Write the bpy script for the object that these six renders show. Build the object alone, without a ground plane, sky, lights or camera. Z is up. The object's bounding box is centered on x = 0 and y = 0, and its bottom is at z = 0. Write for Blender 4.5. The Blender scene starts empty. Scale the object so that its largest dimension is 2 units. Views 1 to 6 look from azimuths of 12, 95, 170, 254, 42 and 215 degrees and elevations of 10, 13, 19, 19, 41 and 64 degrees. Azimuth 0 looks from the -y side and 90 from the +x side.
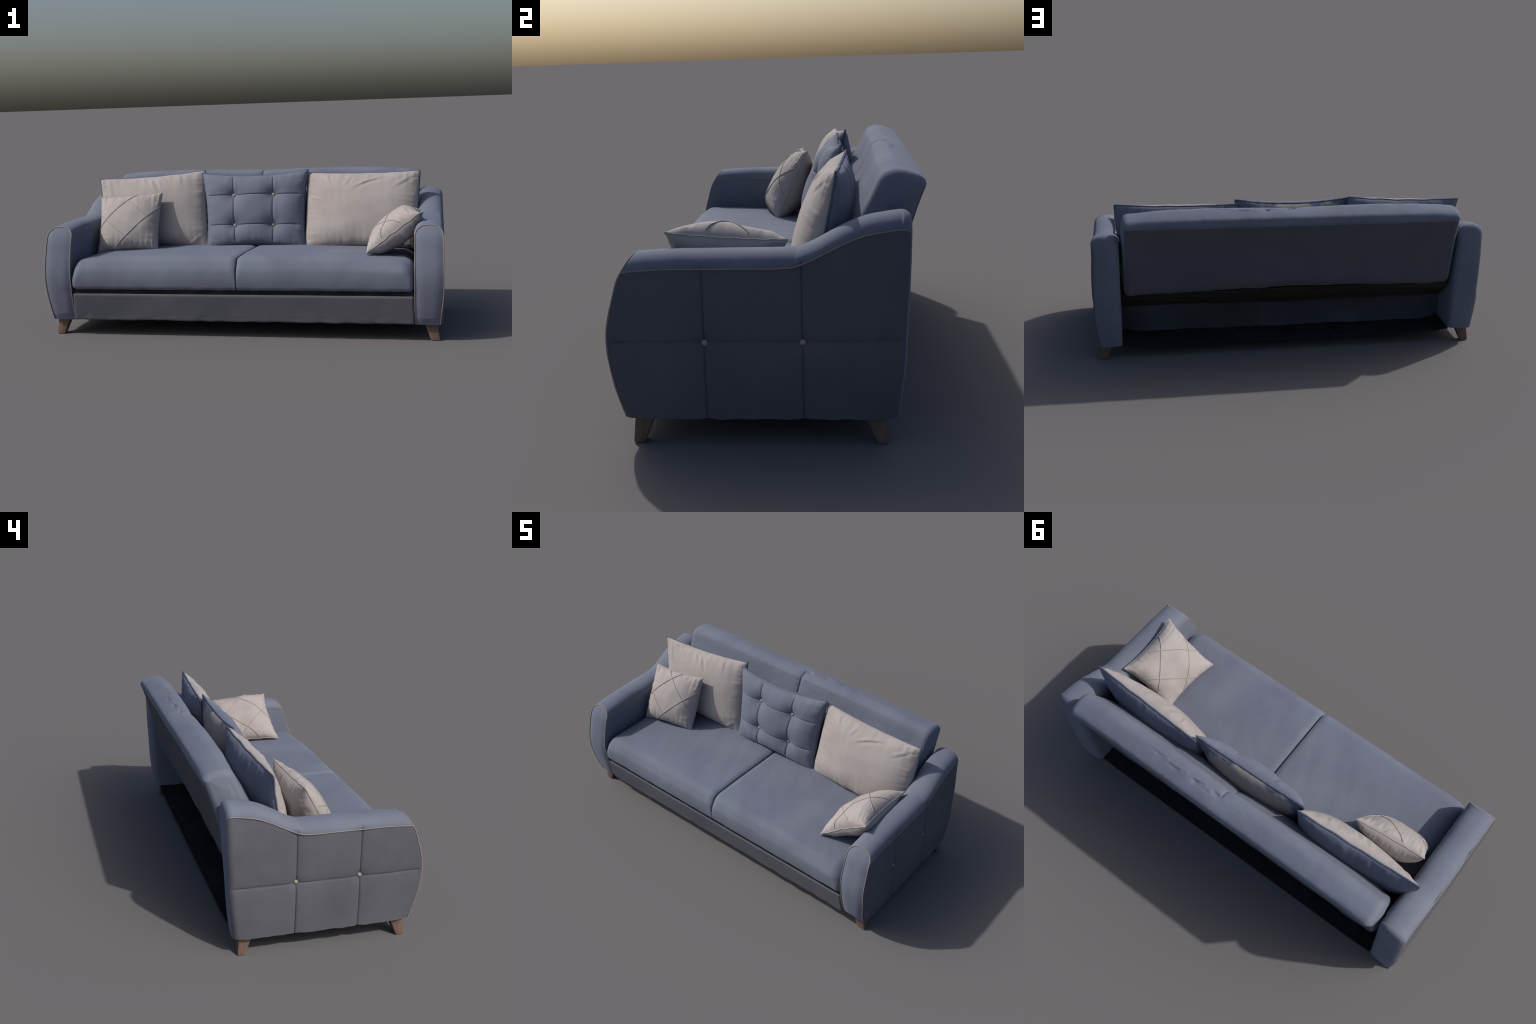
"""Three-seat velvet sofa with loose scatter cushions, built from profiles, lofts and rules."""
import bpy, math
import numpy as np
from mathutils import Vector, noise, Matrix

# ------------------------------------------------------------------ helpers
def smooth(e0, e1, x):
    t = np.clip((x - e0) / (e1 - e0), 0, 1)
    return t * t * (3 - 2 * t)

def gauss(d, w):
    return np.exp(-(np.asarray(d) / w) ** 2)

def fbm(p, scale, octaves=3, seed=0.0):
    return noise.fractal(Vector(p) * scale + Vector((seed, seed * 1.7, -seed)), 1.0, 2.0, octaves)

def curve1d(pts, t):
    """Smooth (Catmull-Rom style, monotone enough) interpolation of y over x."""
    xs = np.array([p[0] for p in pts]); ys = np.array([p[1] for p in pts])
    m = np.gradient(ys, xs)
    t = np.clip(t, xs[0], xs[-1])
    i = np.clip(np.searchsorted(xs, t) - 1, 0, len(xs) - 2)
    h = xs[i + 1] - xs[i]; s = (t - xs[i]) / h
    return ((2*s**3 - 3*s**2 + 1) * ys[i] + (s**3 - 2*s**2 + s) * h * m[i]
            + (-2*s**3 + 3*s**2) * ys[i + 1] + (s**3 - s**2) * h * m[i + 1])

def make(name, verts, faces, mat, parent=None, angle=50, mats=None, idx=None):
    me = bpy.data.meshes.new(name)
    me.from_pydata([tuple(map(float, v)) for v in verts], [], faces)
    for m in (mats or [mat]):
        me.materials.append(m)
    if idx is not None:
        me.polygons.foreach_set("material_index", np.asarray(idx, dtype=np.int32))
    me.shade_smooth()
    me.set_sharp_from_angle(angle=math.radians(angle))
    me.update()
    ob = bpy.data.objects.new(name, me)
    bpy.context.scene.collection.objects.link(ob)
    if parent is not None:
        ob.parent = parent
    return ob

def empty(name, loc, label, category):
    ob = bpy.data.objects.new(name, None)
    ob.location = loc
    ob.empty_display_size = 0.1
    bpy.context.scene.collection.objects.link(ob)
    ob["label"] = label
    ob["category"] = category
    return ob

def adopt(child, parent):
    """Parent while keeping the child's world-space mesh where it was modelled."""
    child.parent = parent
    child.matrix_parent_inverse = Matrix.Translation(parent.location).inverted()

def tube(name, path, radius, mat, sides=8, closed=False, wobble=0.0, seed=0.0):
    P = np.array(path, float); n = len(P)
    T = np.gradient(P, axis=0)
    if closed:
        T = np.roll(P, -1, 0) - np.roll(P, 1, 0)
    T /= np.linalg.norm(T, axis=1)[:, None] + 1e-12
    ref = np.array((0.31, 0.23, 0.92)); verts = []
    N = np.cross(T[0], ref); N /= np.linalg.norm(N)
    for i in range(n):
        N = N - T[i] * (N @ T[i]); N /= np.linalg.norm(N)
        B = np.cross(T[i], N)
        r = radius * (1 + wobble * noise.noise(Vector(P[i]) * 60 + Vector((seed, 0, 0))))
        for k in range(sides):
            a = math.tau * k / sides
            verts.append(P[i] + r * (math.cos(a) * N + math.sin(a) * B))
    faces = []
    for i in range(n if closed else n - 1):
        j = (i + 1) % n
        for k in range(sides):
            l = (k + 1) % sides
            faces.append((i*sides + k, i*sides + l, j*sides + l, j*sides + k))
    if not closed:
        faces.append(tuple(range(sides))[::-1])
        faces.append(tuple(range((n - 1) * sides, n * sides)))
    return make(name, verts, faces, mat)

def rounded_box(name, lo, hi, r_top, r_bot, mat, res=(40, 40, 20), shape=None, angle=60):
    """Padded block: rounded edges whose radius runs from r_bot (bottom) to r_top (top)."""
    lo, hi = np.array(lo, float), np.array(hi, float)
    c, h = (lo + hi) / 2, (hi - lo) / 2
    nx, ny, nz = res
    def spread(n):
        t = np.linspace(-1, 1, n + 1)
        return np.sign(t) * (1 - (1 - np.abs(t)) ** 1.5)
    ax = [spread(n) for n in res]
    index, verts, faces = {}, [], []
    def vid(i, j, k):
        key = (i, j, k)
        if key not in index:
            p = np.array((ax[0][i], ax[1][j], ax[2][k])) * h
            w = 0.5 + 0.5 * math.tanh(p[2] / h[2] * 3.0)
            r = r_bot + (r_top - r_bot) * w
            r = min(r, h.min() * 0.98)
            inner = np.maximum(h - r, 0)
            q = np.clip(p, -inner, inner)
            d = p - q
            L = np.linalg.norm(d)
            if L > 1e-9:
                p = q + d / L * r
            p = p + c
            if shape:
                p = shape(p)
            index[key] = len(verts); verts.append(p)
        return index[key]
    for k in (0, nz):
        for i in range(nx):
            for j in range(ny):
                f = (vid(i,j,k), vid(i+1,j,k), vid(i+1,j+1,k), vid(i,j+1,k))
                faces.append(f if k else f[::-1])
    for j in (0, ny):
        for i in range(nx):
            for k in range(nz):
                f = (vid(i,j,k), vid(i+1,j,k), vid(i+1,j,k+1), vid(i,j,k+1))
                faces.append(f[::-1] if j else f)
    for i in (0, nx):
        for j in range(ny):
            for k in range(nz):
                f = (vid(i,j,k), vid(i,j+1,k), vid(i,j+1,k+1), vid(i,j,k+1))
                faces.append(f if i else f[::-1])
    return make(name, verts, faces, mat, angle=angle)

# ------------------------------------------------------------------ materials
def new_mat(name, rough=0.9, spec=0.2):
    m = bpy.data.materials.new(name)
    m.use_nodes = True
    nt = m.node_tree
    b = nt.nodes["Principled BSDF"]
    b.inputs["Roughness"].default_value = rough
    b.inputs["Specular IOR Level"].default_value = spec
    return m, nt, b

def nd(nt, kind, **kw):
    n = nt.nodes.new(kind)
    for k, v in kw.items():
        if k in n.inputs:
            n.inputs[k].default_value = v
        else:
            setattr(n, k, v)
    return n

def mix_rgb(nt, fac, a, b, blend='MIX'):
    n = nt.nodes.new("ShaderNodeMix"); n.data_type = 'RGBA'; n.blend_type = blend
    for sock, val in ((n.inputs[0], fac), (n.inputs[6], a), (n.inputs[7], b)):
        if isinstance(val, bpy.types.NodeSocket):
            nt.links.new(val, sock)
        elif isinstance(val, (int, float)):
            sock.default_value = val
        else:
            sock.default_value = (*val, 1)
    return n.outputs[2]

def ramp(nt, src, p0, p1, c0=(0, 0, 0), c1=(1, 1, 1)):
    r = nt.nodes.new("ShaderNodeValToRGB")
    r.color_ramp.elements[0].position = p0; r.color_ramp.elements[0].color = (*c0, 1)
    r.color_ramp.elements[1].position = p1; r.color_ramp.elements[1].color = (*c1, 1)
    nt.links.new(src, r.inputs[0])
    return r.outputs[0]

def coords(nt, scale=(1, 1, 1), loc=(0, 0, 0)):
    tc = nt.nodes.new("ShaderNodeTexCoord")
    mp = nt.nodes.new("ShaderNodeMapping")
    mp.inputs["Scale"].default_value = scale
    mp.inputs["Location"].default_value = loc
    nt.links.new(tc.outputs["Object"], mp.inputs["Vector"])
    return mp.outputs[0]

def fabric(name, base, light, dark, sheen=0.15, patch=4.0, grain=420.0, bump=0.12, sheen_tint=(0.6, 0.7, 0.9)):
    """Short-pile cloth: broad brushed patches, small mottling, fine grain."""
    m, nt, b = new_mat(name, 0.92, 0.12)
    co = coords(nt)
    n1 = nd(nt, "ShaderNodeTexNoise", Scale=patch, Detail=3.0, Roughness=0.5, Distortion=0.3)
    n2 = nd(nt, "ShaderNodeTexNoise", Scale=patch * 7, Detail=3.0, Roughness=0.6)
    n3 = nd(nt, "ShaderNodeTexNoise", Scale=grain, Detail=2.0)
    for n in (n1, n2, n3):
        nt.links.new(co, n.inputs["Vector"])
    r = nt.nodes.new("ShaderNodeValToRGB")
    r.color_ramp.elements[0].position = 0.22; r.color_ramp.elements[0].color = (*dark, 1)
    r.color_ramp.elements[1].position = 0.78; r.color_ramp.elements[1].color = (*light, 1)
    mid = r.color_ramp.elements.new(0.5); mid.color = (*base, 1)
    nt.links.new(n1.outputs[0], r.inputs[0])
    c = mix_rgb(nt, 1.0, r.outputs[0], ramp(nt, n2.outputs[0], 0.25, 0.75, (0.97,) * 3, (1.03,) * 3), 'MULTIPLY')
    c = mix_rgb(nt, 1.0, c, ramp(nt, n3.outputs[0], 0.3, 0.7, (0.95,) * 3, (1.05,) * 3), 'MULTIPLY')
    nt.links.new(c, b.inputs["Base Color"])
    b.inputs["Sheen Weight"].default_value = sheen
    b.inputs["Sheen Roughness"].default_value = 0.45
    b.inputs["Sheen Tint"].default_value = (*sheen_tint, 1)
    bp = nd(nt, "ShaderNodeBump", Strength=bump, Distance=0.0015)
    nt.links.new(n3.outputs[0], bp.inputs["Height"])
    nt.links.new(bp.outputs[0], b.inputs["Normal"])
    return m

BLUE = fabric("blue_velvet", (0.150, 0.166, 0.219), (0.168, 0.193, 0.248), (0.132, 0.142, 0.194))
SHADE_TINTED_BLUE = fabric("blue_velvet_shade_tinted", (0.106, 0.109, 0.130), (0.119, 0.121, 0.141), (0.092, 0.096, 0.120), sheen=0.05)  # sofa blue greyed and darkened to paint in shade on arm sides and rail
PALE = fabric("beige_velvet", (0.368, 0.338, 0.330), (0.404, 0.374, 0.367), (0.332, 0.300, 0.292),
              sheen=0.10, patch=5.0, sheen_tint=(0.9, 0.88, 0.86))
REAR_GREY = fabric("grey_blue_rear", (0.105, 0.107, 0.128), (0.114, 0.116, 0.138), (0.095, 0.098, 0.118), sheen=0.0)
CORD = fabric("piping_cord", (0.250, 0.226, 0.212), (0.27, 0.245, 0.23), (0.23, 0.205, 0.192), sheen=0.0, patch=20)
BUTTON = fabric("button_cloth", (0.325, 0.290, 0.265), (0.345, 0.31, 0.285), (0.30, 0.265, 0.24), sheen=0.0, patch=30)
NAVY = fabric("navy_edging", (0.100, 0.115, 0.165), (0.11, 0.125, 0.175), (0.09, 0.105, 0.15), sheen=0.1, patch=25)
BLACK = fabric("black_underlining", (0.018, 0.018, 0.022), (0.030, 0.030, 0.036), (0.011, 0.011, 0.013), sheen=0.0, patch=12, bump=0.3)

LINING = fabric("dark_lining_cloth", (0.055, 0.056, 0.066), (0.080, 0.086, 0.110), (0.036, 0.035, 0.040), sheen=0.0, patch=2.5)

def wood(name, c0, c1):
    m, nt, b = new_mat(name, 0.55, 0.3)
    co = coords(nt, (60, 60, 6))
    n = nd(nt, "ShaderNodeTexNoise", Scale=2.5, Detail=6.0, Roughness=0.65, Distortion=0.8)
    nt.links.new(co, n.inputs["Vector"])
    nt.links.new(ramp(nt, n.outputs[0], 0.3, 0.7, c0, c1), b.inputs["Base Color"])
    bp = nd(nt, "ShaderNodeBump", Strength=0.15, Distance=0.001)
    nt.links.new(n.outputs[0], bp.inputs["Height"])
    nt.links.new(bp.outputs[0], b.inputs["Normal"])
    return m
WALNUT = wood("walnut_wood", (0.105, 0.066, 0.052), (0.185, 0.122, 0.098))
LATH = wood("frame_lath_wood", (0.026, 0.022, 0.021), (0.060, 0.048, 0.044))

def patched_reverse():
    """Blue reverse cloth with a ragged washed-out beige area across the middle."""
    m = fabric("patched_blue_reverse", (0.110, 0.128, 0.180), (0.13, 0.148, 0.20), (0.09, 0.105, 0.155), sheen=0.05)
    nt = m.node_tree; b = nt.nodes["Principled BSDF"]
    src = b.inputs["Base Color"].links[0].from_socket
    tc = nt.nodes.new("ShaderNodeTexCoord")
    sx = nt.nodes.new("ShaderNodeSeparateXYZ"); nt.links.new(tc.outputs["Object"], sx.inputs[0])
    n = nd(nt, "ShaderNodeTexNoise", Scale=16.0, Detail=5.0, Roughness=0.6)
    nt.links.new(tc.outputs["Object"], n.inputs["Vector"])
    def math_n(op, a, bb):
        k = nt.nodes.new("ShaderNodeMath"); k.operation = op
        for s, v in ((k.inputs[0], a), (k.inputs[1], bb)):
            if isinstance(v, bpy.types.NodeSocket): nt.links.new(v, s)
            else: s.default_value = v
        return k.outputs[0]
    dx = math_n('DIVIDE', math_n('ABSOLUTE', math_n('ADD', sx.outputs[0], 0.02), 0), 0.25)
    dz = math_n('DIVIDE', math_n('ABSOLUTE', math_n('SUBTRACT', sx.outputs[2], 0.645), 0), 0.105)
    d = math_n('MAXIMUM', dx, dz)
    d = math_n('ADD', d, math_n('MULTIPLY', math_n('SUBTRACT', n.outputs[0], 0.5), 0.9))
    mask = ramp(nt, d, 0.88, 1.0, (1, 1, 1), (0, 0, 0))
    nt.links.new(mix_rgb(nt, mask, src, (0.30, 0.275, 0.26)), b.inputs["Base Color"])
    return m
PATCHED = patched_reverse()

# ------------------------------------------------------------------ sofa root
sofa = empty("sofa", (0, 0, 0), "blue-grey velvet three-seat sofa with rounded arms, beige piping and wooden legs", "sofa")

# ------------------------------------------------------------------ armrests
FRONT_LINE = [(0.07, -0.404), (0.12, -0.419), (0.17, -0.431), (0.226, -0.440), (0.28, -0.446), (0.33, -0.446),
              (0.38, -0.438), (0.434, -0.423), (0.497, -0.402), (0.53, -0.382), (0.56, -0.362), (0.68, -0.340)]
BACK_LINE = [(0.07, 0.374), (0.11, 0.379), (0.21, 0.390), (0.34, 0.397), (0.45, 0.403), (0.60, 0.408), (0.70, 0.410)]
TOP_LINE = [(-0.40, 0.552), (-0.34, 0.558), (-0.277, 0.562), (-0.15, 0.562), (-0.03, 0.562), (0.06, 0.562), (0.092, 0.5645),
            (0.133, 0.581), (0.182, 0.608), (0.231, 0.632), (0.279, 0.649), (0.327, 0.658), (0.38, 0.664), (0.41, 0.664)]
OUT_LINE = [(0.06, 0.991), (0.12, 0.994), (0.22, 0.997), (0.33, 0.996), (0.45, 0.994), (0.55, 0.990), (0.68, 0.986)]
IN_X, ARM_Z, CAP = 0.858, 0.0785, 0.044
SEAM_Y, SEAM_Z = (-0.170, 0.106), 0.308

def arm_point(side, s, f, sg, detail=True):
    """side -1 inner / +1 outer, s 0 back..1 front, f 0 bottom..1 crest of the cap."""
    yn = 0.408 + (-0.368 - 0.408) * s
    top = float(curve1d(TOP_LINE, yn))
    back_r = 0.028
    dist = s * 0.776
    e = back_r - math.sqrt(max(back_r**2 - (back_r - min(dist, back_r))**2, 0))
    df = (1 - s) * 0.776
    e += 0.006 * (1 - math.sqrt(max(1 - (1 - min(df / 0.006, 1))**2, 0)))
    top -= e
    shoulder = top - CAP
    straight = 0.80
    if f < straight:
        z = ARM_Z + (shoulder - ARM_Z) * f / straight
        k = 1.0
    else:
        a = (f - straight) / (1 - straight) * math.pi / 2
        z = shoulder + CAP * math.sin(a)
        k = math.cos(a) ** 0.9 if a < math.pi/2 - 1e-6 else 0.0
    xo = float(curve1d(OUT_LINE, z))
    xo -= 0.014 * smooth(0.30, 0.06, z) * (math.exp(-dist / 0.04) + math.exp(-df / 0.04))
    mid = (xo + IN_X) / 2
    half = (xo - IN_X) / 2 - e
    y = float(curve1d(BACK_LINE, z)) * (1 - s) + float(curve1d(FRONT_LINE, z)) * s
    x = mid + side * half * k
    if sg < 0:      # this arm's rear end stops a little short, most of all low on its inner side
        y -= (1 - s)**4 * (0.008 + 0.008 * (side < 0) * smooth(0.60, 0.25, z))
    if detail:
        on_side = 1.0 if f < straight else max(0.0, 1 - (f - straight) * 18)
        if side > 0:
            g = 0.0
            for sy in SEAM_Y:
                g += 0.0065 * math.exp(-abs(y - sy) / 0.0036) + 0.0034 * math.exp(-((y - sy) / 0.03)**2)
            if f < straight:
                g += (0.0060 * math.exp(-abs(z - SEAM_Z) / 0.0036) + 0.0032 * math.exp(-((z - SEAM_Z) / 0.03)**2))
            for sy in SEAM_Y:
                r2 = (y - sy)**2 + (z - SEAM_Z)**2
                g += 0.006 * math.exp(-r2 / 0.022**2)
            x -= g * on_side * smooth(0.0, 0.022, df) * smooth(0.0, 0.03, dist)
        # shallow cross seam where the arm rises
        gz = 0.0022 * math.exp(-abs(yn - 0.092) / 0.003)
        z -= gz * (1 if f >= straight else 0)
        n = fbm((x * sg, y, z), 7.0, 3, 3.1 + sg)
        x += 0.0018 * n * side
        z += 0.0012 * fbm((x * sg, y, z), 5.0, 2, 9.0)
        if f < 0.03:
            z += 0.0035 * fbm((x * sg, y, 0), 22.0, 3, 5.0 + sg)
    return np.array((sg * x, y, z))

def build_arm(sg):
    NS, K = 210, 130
    # stations: denser at the rounded rear edge and at the front edge
    s_list = np.unique(np.concatenate([0.036 * (1 - np.cos(np.linspace(0, math.pi/2, 9))), np.linspace(0.036, 0.99, NS),
                                       1 - 0.008 * (1 - np.sin(np.linspace(0, math.pi/2, 5)))]))
    s_list = np.unique(np.concatenate([s_list, np.linspace(0.336, 0.378, 34), np.linspace(0.664, 0.722, 44)]))
    f_list = np.concatenate([np.linspace(0, 0.8, K), 0.8 + 0.2 * np.linspace(0, 1, 22)[1:]])
    NS, NF = len(s_list), len(f_list)
    verts, faces, idx = [], [], []
    O = np.zeros((NS, NF), int); I = np.zeros((NS, NF), int)
    for a, s in enumerate(s_list):
        for b, f in enumerate(f_list):
            O[a, b] = len(verts); verts.append(arm_point(1, s, f, sg))
            if b == NF - 1:
                I[a, b] = O[a, b]
            else:
                I[a, b] = len(verts); verts.append(arm_point(-1, s, f, sg))
    def q(*v, m=0):
        v = [int(x) for x in v]
        u = [x for i, x in enumerate(v) if x != v[i - 1]]
        if len(u) < 3: return
        faces.append(tuple(u if sg > 0 else u[::-1])); idx.append(m)
    for a in range(NS - 1):
        for b in range(NF - 1):
            below = 1 if f_list[b + 1] <= 0.8005 and s_list[a] > 0.006 else 0      # outer side below the piping takes the shade-darkened blue
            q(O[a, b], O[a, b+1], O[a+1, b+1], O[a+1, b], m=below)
            q(I[a, b], I[a+1, b], I[a+1, b+1], I[a, b+1])
        q(O[a, 0], O[a+1, 0], I[a+1, 0], I[a, 0])
    # padded end faces: columns across the width at every height
    C = 9
    for a, d, flip in ((0, 1, False), (NS - 1, -1, True)):
        cols = np.zeros((C + 1, NF), int)
        cols[0], cols[C] = O[a], I[a]
        for b in range(NF):
            po, pi = np.array(verts[O[a, b]]), np.array(verts[I[a, b]])
            for c in range(1, C):
                if b == NF - 1:
                    cols[c, b] = O[a, b]; continue
                t = c / C
                p = po + (pi - po) * t
                w = np.linalg.norm(po - pi) / 0.13
                p[1] += d * (0.009 if d < 0 else 0.004) * min(w, 1) * (1 - (2*t - 1)**4) * min(1, (f_list[b]) * 12 + 0.2)
                p[1] += 0.0012 * fbm(p, 14, 2, 1.0)
                cols[c, b] = len(verts); verts.append(p)
        for c in range(C):
            for b in range(NF - 1):
                f = (cols[c, b], cols[c, b+1], cols[c+1, b+1], cols[c+1, b])
                q(*(f[::-1] if not flip else f))
    arm = make("armrest", verts, faces, None, angle=60, mats=[BLUE, SHADE_TINTED_BLUE], idx=idx)
    adopt(arm, sofa)
    # piping: along both shoulders and around the outline of the end face
    def out(p, side, lift=0.002):
        p = np.array(p); p[0] += sg * side * lift; return p
    for side in (1, -1):
        fs = 0.80 if side > 0 else 0.80
        path = [out(arm_point(side, s, fs, sg, False), side, 0.0012) for s in np.linspace(0.022 if side > 0 else 0.10, 0.998, 90)]
        adopt(tube("piping", path, 0.0023 if side > 0 else 0.0020, CORD, 8, wobble=0.15), arm)
    path = [arm_point(1, 0.998, f, sg, False) for f in np.linspace(0.004, 1, 90)]
    path += [arm_point(-1, 0.998, f, sg, False) for f in np.linspace(1, 0.004, 90)][1:]
    path = [p + np.array((0, -0.002, 0)) for p in path]
    adopt(tube("piping", path, 0.0027, CORD, 8, wobble=0.15), arm)
    return arm

# button: a low cloth-covered dome, shared by every place it is used
def button_mesh(r=0.0092, h=0.0052):
    verts, faces, nr, ns = [], [], 6, 20
    verts.append((0, 0, h))
    for i in range(1, nr + 1):
        a = i / nr * math.pi * 0.62
        for k in range(ns):
            b = math.tau * k / ns
            verts.append((r * math.sin(a) / 1.0 * math.cos(b), r * math.sin(a) * math.sin(b), h * math.cos(a)))
    for k in range(ns):
        faces.append((0, 1 + k, 1 + (k + 1) % ns))
    for i in range(nr - 1):
        for k in range(ns):
            l = (k + 1) % ns
            faces.append((1 + i*ns + k, 1 + (i+1)*ns + k, 1 + (i+1)*ns + l, 1 + i*ns + l))
    faces.append(tuple(1 + (nr - 1) * ns + k for k in range(ns))[::-1])
    ob = make("button", verts, faces, BUTTON, angle=70)
    me = ob.data
    bpy.data.objects.remove(ob)
    return me
BUTTON_MESH = button_mesh()

def add_button(pos, normal, parent, sc=1.0):
    ob = bpy.data.objects.new("button", BUTTON_MESH)
    bpy.context.scene.collection.objects.link(ob)
    ob.rotation_mode = 'QUATERNION'
    ob.rotation_quaternion = Vector(normal).normalized().to_track_quat('Z', 'Y')
    ob.location = pos
    ob.scale = (sc, sc, sc)
    adopt(ob, parent)
    root = parent
    while root.parent: root = root.parent
    ob.matrix_parent_inverse = Matrix.Translation(root.location).inverted() if parent.type == 'EMPTY' else Matrix.Identity(4)
    return ob

for sg in (1, -1):
    arm = build_arm(sg)
    for sy in SEAM_Y:
        zz = 0.305 if sg > 0 else 0.312
        x = float(curve1d(OUT_LINE, zz)) - 0.0135
        add_button((sg * x, sy, zz), (sg, 0, 0), arm)

# ------------------------------------------------------------------ backrest
BACK_PROFILE = [(0.196, 0.350), (0.202, 0.42), (0.212, 0.48), (0.233, 0.55), (0.258, 0.600), (0.280, 0.640), (0.302, 0.685), (0.322, 0.730),
                (0.337, 0.751), (0.360, 0.7605), (0.385, 0.762), (0.412, 0.757), (0.438, 0.747), (0.453, 0.733), (0.458, 0.716),
                (0.449, 0.692), (0.430, 0.638), (0.413, 0.590), (0.397, 0.530), (0.383, 0.470), (0.370, 0.41), (0.359, 0.358),
                (0.347, 0.340), (0.320, 0.332), (0.260, 0.336)]

def resample_loop(pts, n):
    """Closed Catmull-Rom through the profile points, evenly spaced."""
    P = np.array(pts, float); m = len(P); out = []
    for i in range(m):
        p0, p1, p2, p3 = P[i-1], P[i], P[(i+1) % m], P[(i+2) % m]
        for t in np.linspace(0, 1, 12, endpoint=False):
            out.append(0.5 * (2*p1 + (p2-p0)*t + (2*p0-5*p1+4*p2-p3)*t*t + (3*p1-p0-3*p2+p3)*t**3))
    Q = np.array(out); Qc = np.vstack([Q, Q[:1]])
    L = np.concatenate([[0], np.cumsum(np.linalg.norm(np.diff(Qc, axis=0), axis=1))])
    s = np.linspace(0, L[-1], n, endpoint=False)
    return np.stack([np.interp(s, L, Qc[:, 0]), np.interp(s, L, Qc[:, 1])], 1)

def build_backrest():
    NP = 240
    prof = resample_loop(BACK_PROFILE, NP)
    nxt, prv = np.roll(prof, -1, 0), np.roll(prof, 1, 0)
    tan = nxt - prv; tan /= np.linalg.norm(tan, axis=1)[:, None]
    nor = np.stack([-tan[:, 1], tan[:, 0]], 1)        # outward for this winding
    cen = prof.mean(0)
    if np.mean(np.sum(nor * (prof - cen), 1)) < 0:
        nor = -nor
    front = smooth(0.45, -0.1, nor[:, 0]) * smooth(0.36, 0.42, prof[:, 1])   # faces forward / up
    topw = smooth(0.3, 0.8, nor[:, 1])
    seam_w = np.where(prof[:, 0] < 0.375, 1.0, np.clip(1 - (prof[:, 0] - 0.375) / 0.012, 0, 1)) * smooth(0.37, 0.40, prof[:, 1]) * (nor[:, 0] < 0.3)
    H, R = 0.842, 0.032
    xs = np.concatenate([-H + R * (1 - np.cos(np.linspace(0, math.pi/2, 10))), np.linspace(-H + R, -0.03, 60)[1:],
                         np.linspace(-0.03, 0.03, 25)[1:], np.linspace(0.03, 0.42, 90)[1:], np.linspace(0.42, H - R, 36)[1:],
                         H - R * (1 - np.sin(np.linspace(0, math.pi/2, 10)))[1:]])
    verts, faces, idx = [], [], []
    for x in xs:
        d = H - abs(x)
        e = R - math.sqrt(max(R*R - (R - min(d, R))**2, 0))
        puff = (0.010 + 0.014 * smooth(0.71, 0.60, prof[:, 1])) * (1 - ((abs(x) - 0.42) / 0.42)**2) * front + 0.012 * front * smooth(0.68, 0.60, prof[:, 1]) * smooth(0.5, 0.2, abs(x))
        crown = 0.007 * max(0, 1 - (x / 0.84)**4) * topw
        corner = 0.002 * smooth(0.72, 0.842, abs(x)) * topw
        groove = (0.0065 * math.exp(-abs(x) / 0.004) + 0.003 * math.exp(-(x / 0.02)**2)) * seam_w
        off = puff + crown - corner - groove - e
        for k in range(NP):
            p = np.array((x, prof[k, 0], prof[k, 1]))
            w = noise.noise(Vector((x * 9, p[1] * 9, p[2] * 9))) * 0.0025 + fbm(p, 22, 3, 2.0) * 0.0010
            # crumpled stripe on the crest close to the seam, as in the worn upholstery
            crest = gauss(p[1] - 0.385, 0.014) * topw[k] * gauss(x - 0.12, 0.24)
            w += crest * (0.018 * min(0.0, noise.noise(Vector((x * 18, p[1] * 90, 4.0))) + 0.02) + 0.003 * noise.noise(Vector((x * 45, p[1] * 100, 1.0))))
            n2 = nor[k] * (off[k] + w)
            hem = smooth(0.40, 0.345, p[2]) * smooth(0.28, 0.33, p[1]) * (0.012 * max(0, 1 - (x / 0.7)**2) + 0.006 * noise.noise(Vector((x * 6, 1.7, 0.0))))
            verts.append((x, p[1] + n2[0] - 0.4 * hem, p[2] + n2[1] + hem))
    n = len(xs)
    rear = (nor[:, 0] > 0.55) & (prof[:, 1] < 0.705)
    for i in range(n - 1):
        for k in range(NP):
            l = (k + 1) % NP
            faces.append((i*NP + k, i*NP + l, (i+1)*NP + l, (i+1)*NP + k))
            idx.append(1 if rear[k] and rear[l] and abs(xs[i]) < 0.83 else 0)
    for row, sgn in ((0, -1), (n - 1, 1)):
        prev = [row * NP + k for k in range(NP)]
        loop = np.array([verts[v] for v in prev]); c = loop.mean(0)
        # collapse toward the slanted middle line of the end face
        axis = np.array((0, 0.20, 0.98)); axis /= np.linalg.norm(axis)
        for j, t in enumerate((0.75, 0.5, 0.25, 0.02)):
            cur = []
            for p in loop:
                a = np.clip((p - c) @ axis, -0.13, 0.13)
                core = c + axis * a
                v = core + (p - core) * t
                v[0] += sgn * 0.006 * (1 - t * t)
                cur.append(len(verts)); verts.append(v)
            for k in range(NP):
                l = (k + 1) % NP
                f = (prev[k], prev[l], cur[l], cur[k])
                faces.append(f if sgn < 0 else f[::-1]); idx.append(0)
            prev = cur
        half = NP // 2
        f = tuple(prev)
        faces.append(f if sgn < 0 else f[::-1]); idx.append(0)
    ob = make("backrest", verts, faces, None, angle=60, mats=[BLUE, REAR_GREY], idx=idx)
    # consistent outward normals
    import bmesh
    bm = bmesh.new(); bm.from_mesh(ob.data)
    bmesh.ops.recalc_face_normals(bm, faces=bm.faces)
    bm.to_mesh(ob.data); bm.free()
    adopt(ob, sofa)
    return ob
build_backrest()

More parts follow.
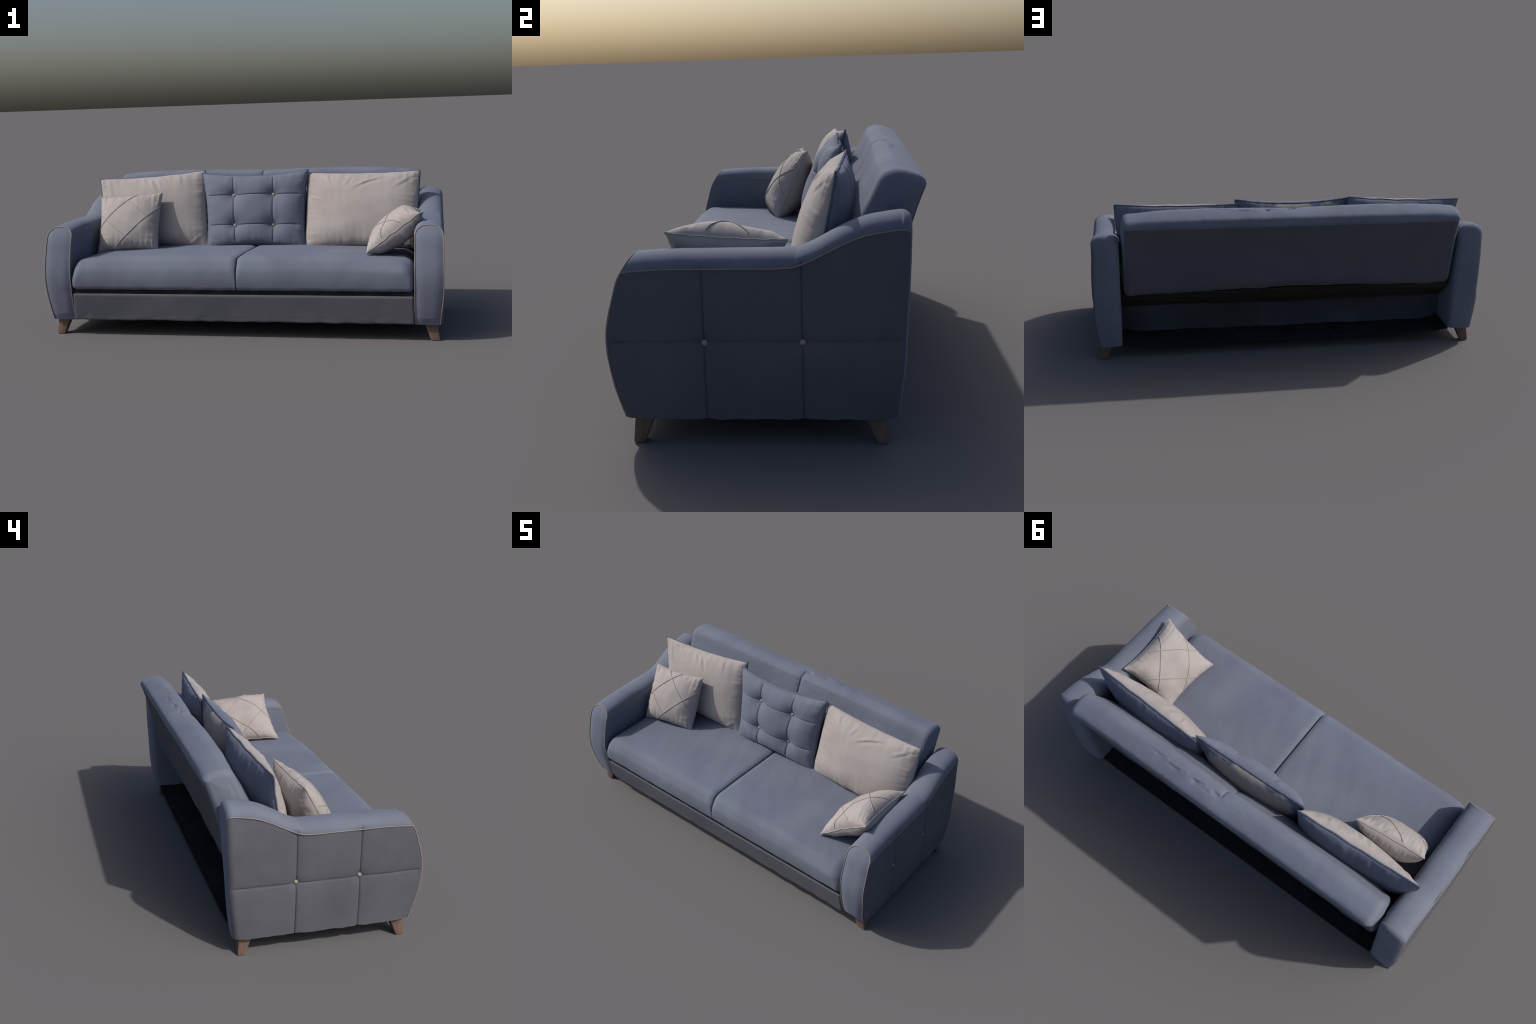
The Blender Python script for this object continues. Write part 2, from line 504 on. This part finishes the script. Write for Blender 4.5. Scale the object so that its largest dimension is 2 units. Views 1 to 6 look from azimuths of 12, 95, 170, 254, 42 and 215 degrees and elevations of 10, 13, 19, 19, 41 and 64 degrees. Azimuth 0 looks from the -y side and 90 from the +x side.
# ------------------------------------------------------------------ seat cushions
def build_seat(sg):
    inner, outer = 0.0025, 0.853
    over = inner - 0.030                       # padded past the split, then pressed flat against its neighbour
    lo = (min(sg * over, sg * outer), -0.449, 0.243)
    hi = (max(sg * over, sg * outer), 0.204, 0.390)
    def shape(p):
        x, y, z = p
        t = (sg * x - inner) / 0.0030
        x = sg * (inner + (t if t > 30 else math.log1p(math.exp(t))) * 0.0030)
        u = abs(x) / outer
        up = smooth(0.30, 0.385, z)
        crown = 0.016 * (1 - abs(u)**(2.6 if sg > 0 else 5)) - 0.022 * smooth(-0.42, 0.20, y) - (0.010 if sg > 0 else 0.0) * smooth(0.6, 1.0, u)
        z = z + up * crown
        frontness = smooth(-0.36, -0.44, y)
        y = y - frontness * 0.009 * math.sin(min(max((z - 0.24) / 0.13, 0), 1) * math.pi)
        q = np.array((x, y, z))
        z += 0.0030 * up * noise.noise(Vector((x * 5, y * 5, 1.3))) + 0.0012 * up * noise.noise(Vector((x * 20 + y * 9, y * 7, 5.3)))
        y += 0.0020 * frontness * noise.noise(Vector((x * 10, 2.2, z * 12)))
        if z < 0.26:
            z += 0.003 * fbm((x, y, 0), 18, 3, 7.0)
        return np.array((x, y, z))
    ob = rounded_box("seat_cushion", lo, hi, 0.062, 0.020, BLUE, (80, 70, 26), shape)
    adopt(ob, sofa)
    return ob
for sg in (-1, 1):
    build_seat(sg)

# ------------------------------------------------------------------ base rail, underside and storage box
def rail_shape(p):
    x, y, z = p
    t = (z - 0.08) / 0.14
    y += -0.023 * t * (1 if y < -0.38 else 0) + 0.0018 * noise.noise(Vector((x * 9, z * 9, 0.4)))
    if z < 0.11:
        z += 0.0035 * fbm((x, y, 0), 14, 3, 2.0) * (0.11 - z) / 0.03
        y += 0.002 * fbm((x, 0, z), 20, 2, 6.0)
    return np.array((x, y, z))
base = rounded_box("base_rail", (-0.8565, -0.421, 0.081), (0.8565, -0.375, 0.223), 0.012, 0.008, SHADE_TINTED_BLUE, (150, 10, 24), rail_shape)
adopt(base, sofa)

def slab(name, corners, thick, mat, parent, nx=2, ny=2, bump=None):
    """A board or a sheet with thickness: bilinear patch a-b-c-d pushed along its normal."""
    a, b, c, d = [np.array(v, float) for v in corners]
    nrm = np.cross(b - a, d - a); nrm /= np.linalg.norm(nrm)
    verts, faces = [], []
    for layer in (0, 1):
        for j in range(ny + 1):
            for i in range(nx + 1):
                u, v = i / nx, j / ny
                p = (a*(1-u) + b*u) * (1-v) + (d*(1-u) + c*u) * v
                if bump: p = p + nrm * bump(p, u, v)
                verts.append(p + nrm * thick * (layer - 0.5))
    M = (nx + 1) * (ny + 1)
    def v(i, j, l): return l * M + j * (nx + 1) + i
    for j in range(ny):
        for i in range(nx):
            faces.append((v(i,j,1), v(i+1,j,1), v(i+1,j+1,1), v(i,j+1,1)))
            faces.append((v(i,j,0), v(i,j+1,0), v(i+1,j+1,0), v(i+1,j,0)))
    for i in range(nx):
        faces.append((v(i,0,0), v(i+1,0,0), v(i+1,0,1), v(i,0,1)))
        faces.append((v(i,ny,0), v(i,ny,1), v(i+1,ny,1), v(i+1,ny,0)))
    for j in range(ny):
        faces.append((v(0,j,0), v(0,j,1), v(0,j+1,1), v(0,j+1,0)))
        faces.append((v(nx,j,0), v(nx,j+1,0), v(nx,j+1,1), v(nx,j,1)))
    ob = make(name, verts, faces, mat, angle=40)
    adopt(ob, parent)
    return ob

box = slab("storage_box", [(-0.857, -0.380, 0.096), (0.857, -0.380, 0.096), (0.857, 0.352, 0.064), (-0.857, 0.352, 0.064)], 0.008, BLACK, sofa,
           160, 60, lambda p, u, v: 0.004 * noise.noise(Vector((p[0] * 16 + p[1] * 24, p[1] * 6, 0))) + 0.002 * fbm(p, 30, 2, 1.0) 
           - 0.008 * math.sin(math.pi * v) * smooth(0.3, 0.7, v) + 0.013 * smooth(0.90, 0.99, abs(2 * u - 1)) * smooth(0.4, 0.8, v))
slab("lining_panel", [(-0.856, 0.165, 0.068), (0.856, 0.146, 0.068), (0.856, 0.164, 0.300), (-0.856, 0.176, 0.300)], 0.010, LINING, box,
     80, 16, lambda p, u, v: 0.012 * fbm((p[0], 0, p[2]), 3.0, 2, 4.0) + 0.012 * math.sin(math.pi * u) * v - 0.022 * math.exp(-v / 0.10))
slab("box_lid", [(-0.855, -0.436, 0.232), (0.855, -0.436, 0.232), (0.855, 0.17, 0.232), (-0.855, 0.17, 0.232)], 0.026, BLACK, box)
slab("sagging_cloth", [(-0.856, 0.176, 0.205), (0.856, 0.170, 0.212), (0.856, 0.318, 0.330), (-0.856, 0.318, 0.330)], 0.006, LATH, box, 110, 16,
     lambda p, u, v: -0.012 * math.sin(math.pi * v) * (0.4 + 1.2 * noise.noise(Vector((u * 5, 0.3, 8.0)))) + 0.007 * noise.noise(Vector((u * 9, v * 5, 3.0)))
     + 0.008 * noise.noise(Vector((u * 3 + v, v * 9, 6.0))))

# ------------------------------------------------------------------ legs
def leg_mesh():
    # local: x outward, y toward the sofa's end, z up; foot at the origin
    H = 0.086
    foot = [(-0.021, -0.016), (0.021, -0.016), (0.021, 0.016), (-0.021, 0.016)]
    head = [(-0.054, -0.050), (0.008, -0.050), (0.008, 0.009), (-0.054, 0.009)]
    n, verts, faces = 10, [], []
    r = 0.0018
    def rounded(c):
        c = np.array(c); o = []
        ctr = c.mean(0)
        for i in range(4):
            p, a, b = c[i], c[i-1], c[(i+1) % 4]
            da, db = (a-p)/np.linalg.norm(a-p), (b-p)/np.linalg.norm(b-p)
            for t in (0.0, 0.5, 1.0):
                q = p + da * r * (1-t) + db * r * t
                o.append(q + (p - q) * (0.35 if t == 0.5 else 0))
        return np.array(o)
    f, h = rounded(foot), rounded(head)
    m = len(f)
    for j in range(n + 1):
        t = j / n
        ins = 0.0015 if j == 0 else 0
        for k in range(m):
            p = f[k] * (1-t) + h[k] * t
            verts.append((p[0] * (1 - ins*20), p[1] * (1 - ins*20), t * H))
    for j in range(n):
        for k in range(m):
            l = (k+1) % m
            faces.append((j*m+k, j*m+l, (j+1)*m+l, (j+1)*m+k))
    faces.append(tuple(range(m))[::-1]); faces.append(tuple(n*m+k for k in range(m)))
    return verts, faces
LV, LF = leg_mesh()
def add_leg(sx, y, fy):
    flip = sx * fy < 0
    v = [(p[0] * sx, p[1] * fy, p[2]) for p in LV]
    f = [t[::-1] for t in LF] if flip else LF
    ob = make("leg", v, f, WALNUT, angle=35)
    ob.location = (sx * 0.955, y, 0)
    ob.parent = sofa
for sx in (1, -1):
    add_leg(sx, -0.376, -1)
    add_leg(sx, 0.328, 1)

# ------------------------------------------------------------------ scatter cushions
class Cushion:
    """Stuffed square cover: four corners, a seam, two bulging faces with gathers running in from the seam."""
    def __init__(self, name, corners, front, back, pinch, power, label, wrinkle=0.004, seed=0.0, bow=0.0,
                 tufts=None, fat=0.15, back_fat=0.15, lean=0.0, folds=()):
        self.c = [np.array(p, float) for p in corners]        # tl, tr, br, bl seen from its face
        self.front, self.back, self.pinch, self.power = front, back, pinch, power
        self.back_fat = back_fat
        self.wr, self.seed, self.bow, self.tufts, self.fat, self.lean, self.folds = wrinkle, seed, bow, tufts, fat, lean, folds
        tl, tr, br, bl = self.c
        n = np.cross((tr + br - tl - bl), (tl + tr - bl - br)); n /= np.linalg.norm(n)
        self.n = n
        self.center = sum(self.c) / 4
        self.root = empty(name, tuple(self.center + np.array((0, 0, -0.15))), label, "cushion")
    def flat(self, u, v):
        pu, pv = self.pinch
        U = u - pu * u * abs(u)**3 * (1 - v*v)
        V = v - pv * v * abs(v)**3 * (1 - u*u)
        a, b = (U + 1) / 2, (V + 1) / 2
        tl, tr, br, bl = self.c
        p = (tl*(1-a) + tr*a) * b + (bl*(1-a) + br*a) * (1-b)
        wob = 0.5 * self.wr * noise.noise(Vector((u * 4, v * 4, self.seed)))
        rim = max(abs(u), abs(v))**6
        return p - self.n * (self.bow * (1 - v*v) - wob * rim) + np.array((0, 0, 1)) * 0.6 * wob * rim
    def height(self, u, v, sgn):
        a = max((1 - u*u) * (1 - v*v), 0)
        H = (self.front if sgn > 0 else self.back)
        t = a ** self.power * (1 - (self.fat if sgn > 0 else self.back_fat) * v) * (1 + self.lean * u)
        s = self.seed + (0 if sgn > 0 else 40)
        # gathers: ridges perpendicular to each seam, fading toward the middle
        du, dv = 1 - abs(u), 1 - abs(v)
        g = 0.0
        g += noise.noise(Vector((u * 11 + s, v * 1.6 + (3 if v > 0 else 8), s))) * math.exp(-dv / 0.30) * min(1, dv * 14)
        g += noise.noise(Vector((u * 23 + s, v * 2.5 + (1 if v > 0 else 5), s + 2))) * 0.5 * math.exp(-dv / 0.18) * min(1, dv * 14)
        g += noise.noise(Vector((u * 1.6 + (3 if u > 0 else 8), v * 11 + s, s + 4))) * 0.7 * math.exp(-du / 0.17) * min(1, du * 14)
        g += noise.noise(Vector((u * 2.5 + (1 if u > 0 else 5), v * 23 + s, s + 6))) * 0.45 * math.exp(-du / 0.12) * min(1, du * 14)
        soft = noise.noise(Vector((u * 2.2 + s, v * 2.2, s + 9)))
        h = H * t + self.wr * g + self.wr * 0.9 * soft * min(1, a * 6)
        if sgn > 0:
            for (fu, fv, ang, L, W, amp) in self.folds:
                ca, sa = math.cos(ang), math.sin(ang)
                x, y = (u - fu) * ca + (v - fv) * sa, -(u - fu) * sa + (v - fv) * ca
                h += amp * math.exp(-(x / L)**2) * (math.exp(-(y / W)**2) - 0.7 * math.exp(-((y + 1.6 * W) / W)**2))
        if self.tufts and sgn > 0:
            us, vs = self.tufts
            eu = min(abs(u - k) for k in us); ev = min(abs(v - k) for k in vs)
            edge = min(1, dv * 6) * min(1, du * 6)
            rb = min(math.hypot(u - k, (v - l) * 0.8) for k in us for l in vs)
            h -= H * edge * (0.075 * max(math.exp(-eu / 0.014), math.exp(-ev / 0.014)) * (1 - math.exp(-(rb / 0.05)**2))
                             + 0.06 * math.exp(-(eu / 0.14)**2) + 0.06 * math.exp(-(ev / 0.14)**2))
            for k in us:
                for l in vs:
                    r = math.hypot(u - k, (v - l) * 0.8)
                    h -= H * (0.20 * math.exp(-(r / 0.20)**2) + 0.14 * math.exp(-(r / 0.07)**2))
        return max(h, 0.0)
    def point(self, u, v, sgn=1):
        return self.flat(u, v) + self.n * sgn * self.height(u, v, sgn)
    def normal(self, u, v, sgn=1, e=0.01):
        a, b = self.point(u + e, v, sgn) - self.point(u - e, v, sgn), self.point(u, v + e, sgn) - self.point(u, v - e, sgn)
        n = np.cross(a, b); n /= np.linalg.norm(n)
        return n * (1 if n @ self.n * sgn > 0 else -1)
    def panel(self, sgn, mat, name, N=110):
        t = np.sin(np.linspace(-math.pi/2, math.pi/2, N + 1) * 0.86) / math.sin(math.pi/2 * 0.86)
        tu, tv = t, t
        if self.tufts and sgn > 0:      # extra rows exactly on and beside the stitched channels
            d = np.array((-0.018, -0.009, 0.0, 0.009, 0.018))
            tu = np.unique(np.concatenate([t] + [k + d for k in self.tufts[0]]))
            tv = np.unique(np.concatenate([t] + [k + d for k in self.tufts[1]]))
        verts = [self.point(u, v, sgn) for v in tv for u in tu]
        faces, n = [], len(tu)
        for j in range(len(tv) - 1):
            for i in range(n - 1):
                f = (j*n+i, j*n+i+1, (j+1)*n+i+1, (j+1)*n+i)
                faces.append(f if sgn > 0 else f[::-1])
        ob = make(name, verts, faces, mat, angle=75)
        adopt(ob, self.root)
        return ob
    def edging(self, radius, mat, name="seam_piping", wobble=0.2):
        t = list(np.linspace(-1, 1, 70))
        path = [self.flat(u, 1) for u in t] + [self.flat(1, v) for v in t[::-1]][1:] + [self.flat(u, -1) for u in t[::-1]][1:] + [self.flat(-1, v) for v in t][1:-1]
        ob = tube(name, path, radius, mat, 8, True, wobble, self.seed)
        adopt(ob, self.root)
        return ob
    def stitch_line(self, fn, mat, radius=0.0021):
        path = []
        for s in np.linspace(-1, 1, 160):
            u, v = fn(s)
            if abs(u) < 0.985 and abs(v) < 0.985:
                path.append(self.point(u, v) + self.normal(u, v) * 0.0012)
        if len(path) > 4:
            adopt(tube("stitched_seam", path, radius, mat, 6, False, 0.2), self.root)

def lattice(cush, offs, mat):
    """Quilting: two pairs of diagonal seams that frame a diamond."""
    for o in offs[0]:
        cush.stitch_line(lambda s, o=o: (s, o - s), mat)
    for o in offs[1]:
        cush.stitch_line(lambda s, o=o: (s, s + o), mat)

SEAMC = fabric("beige_seam_cord", (0.350, 0.320, 0.308), (0.37, 0.338, 0.326), (0.33, 0.30, 0.288), sheen=0.0, patch=20)

big_l = Cushion("scatter_cushion", [(-0.912, 0.189, 0.747), (-0.307, 0.233, 0.782), (-0.272, 0.100, 0.366), (-0.852, 0.092, 0.364)],
                0.092, 0.086, (0.0, 0.06), 0.46, "large square beige velvet scatter cushion with blue reverse", 0.0050, 1.0, 0.012, lean=0.22, fat=0.08, back_fat=0.35,
                folds=((-0.10, 0.78, 2.0, 0.16, 0.03, 0.003), (0.02, 0.74, 1.9, 0.2, 0.035, 0.004), (0.15, 0.78, 1.8, 0.16, 0.03, 0.003),
                       (-0.80, 0.6, 1.7, 0.3, 0.05, 0.003), (0.55, 0.80, 1.7, 0.14, 0.03, 0.003), (0.78, -0.82, 0.9, 0.14, 0.035, 0.003)))
big_l.panel(1, PALE, "cover"); big_l.panel(-1, BLUE, "reverse_cover"); big_l.edging(0.0042, NAVY)

big_r = Cushion("scatter_cushion", [(0.270, 0.233, 0.760), (0.873, 0.203, 0.763), (0.848, 0.094, 0.364), (0.263, 0.103, 0.364)],
                0.096, 0.086, (0.0, 0.05), 0.45, "large square beige velvet scatter cushion with blue reverse", 0.0050, 5.0, 0.014, lean=-0.06, fat=0.08, back_fat=0.35,
                folds=((0.0, 0.66, 0.7, 0.16, 0.035, 0.0035), (0.18, 0.76, 0.5, 0.18, 0.035, 0.0035), (-0.25, 0.74, 1.2, 0.14, 0.03, 0.0025),
                       (-0.6, 0.78, 1.9, 0.14, 0.03, 0.003), (-0.85, 0.3, 2.6, 0.16, 0.03, 0.0025), (0.72, 0.72, 0.8, 0.16, 0.04, 0.003)))
big_r.panel(1, PALE, "cover"); big_r.panel(-1, BLUE, "reverse_cover"); big_r.edging(0.0042, NAVY)

tuft = Cushion("tufted_cushion", [(-0.316, 0.200, 0.770), (0.274, 0.216, 0.778), (0.268, 0.090, 0.362), (-0.276, 0.084, 0.362)],
               0.087, 0.085, (0.06, 0.13), 0.42, "square blue tufted cushion with four beige buttons", 0.0030, 9.0, 0.010, fat=-0.04, back_fat=0.40,
               tufts=((-0.39, 0.37), (-0.40, 0.37)))
tuft.panel(1, BLUE, "cover", 150); tuft.panel(-1, PATCHED, "reverse_cover"); tuft.edging(0.0055, NAVY, wobble=0.5)
for k in (-0.39, 0.37):
    for l in (-0.40, 0.37):
        p = tuft.point(k, l) + tuft.n * 0.0030
        add_button(tuple(p), tuple(tuft.n), tuft.root)

small_l = Cushion("quilted_cushion", [(-0.852, 0.034, 0.660), (-0.511, 0.068, 0.680), (-0.511, -0.069, 0.383), (-0.826, -0.135, 0.376)],
                  0.072, 0.095, (0.05, 0.08), 0.46, "small square beige cushion quilted with crossing diagonal seams", 0.0060, 14.0)
small_l.panel(1, PALE, "cover"); small_l.panel(-1, PALE, "reverse_cover"); small_l.edging(0.0022, SEAMC)
lattice(small_l, ((0.66, -0.68), (0.80, -0.54)), SEAMC)

small_r = Cushion("quilted_cushion", [(0.640, 0.035, 0.385), (0.876, 0.065, 0.576), (0.882, -0.287, 0.602), (0.622, -0.303, 0.404)],
                  0.083, 0.075, (0.10, 0.10), 0.47, "small square beige cushion quilted with crossing diagonal seams", 0.0075, 21.0, lean=0.15)
small_r.panel(1, PALE, "cover"); small_r.panel(-1, PALE, "reverse_cover"); small_r.edging(0.0022, SEAMC)
lattice(small_r, ((0.62, -0.64), (0.62, -0.62)), SEAMC)
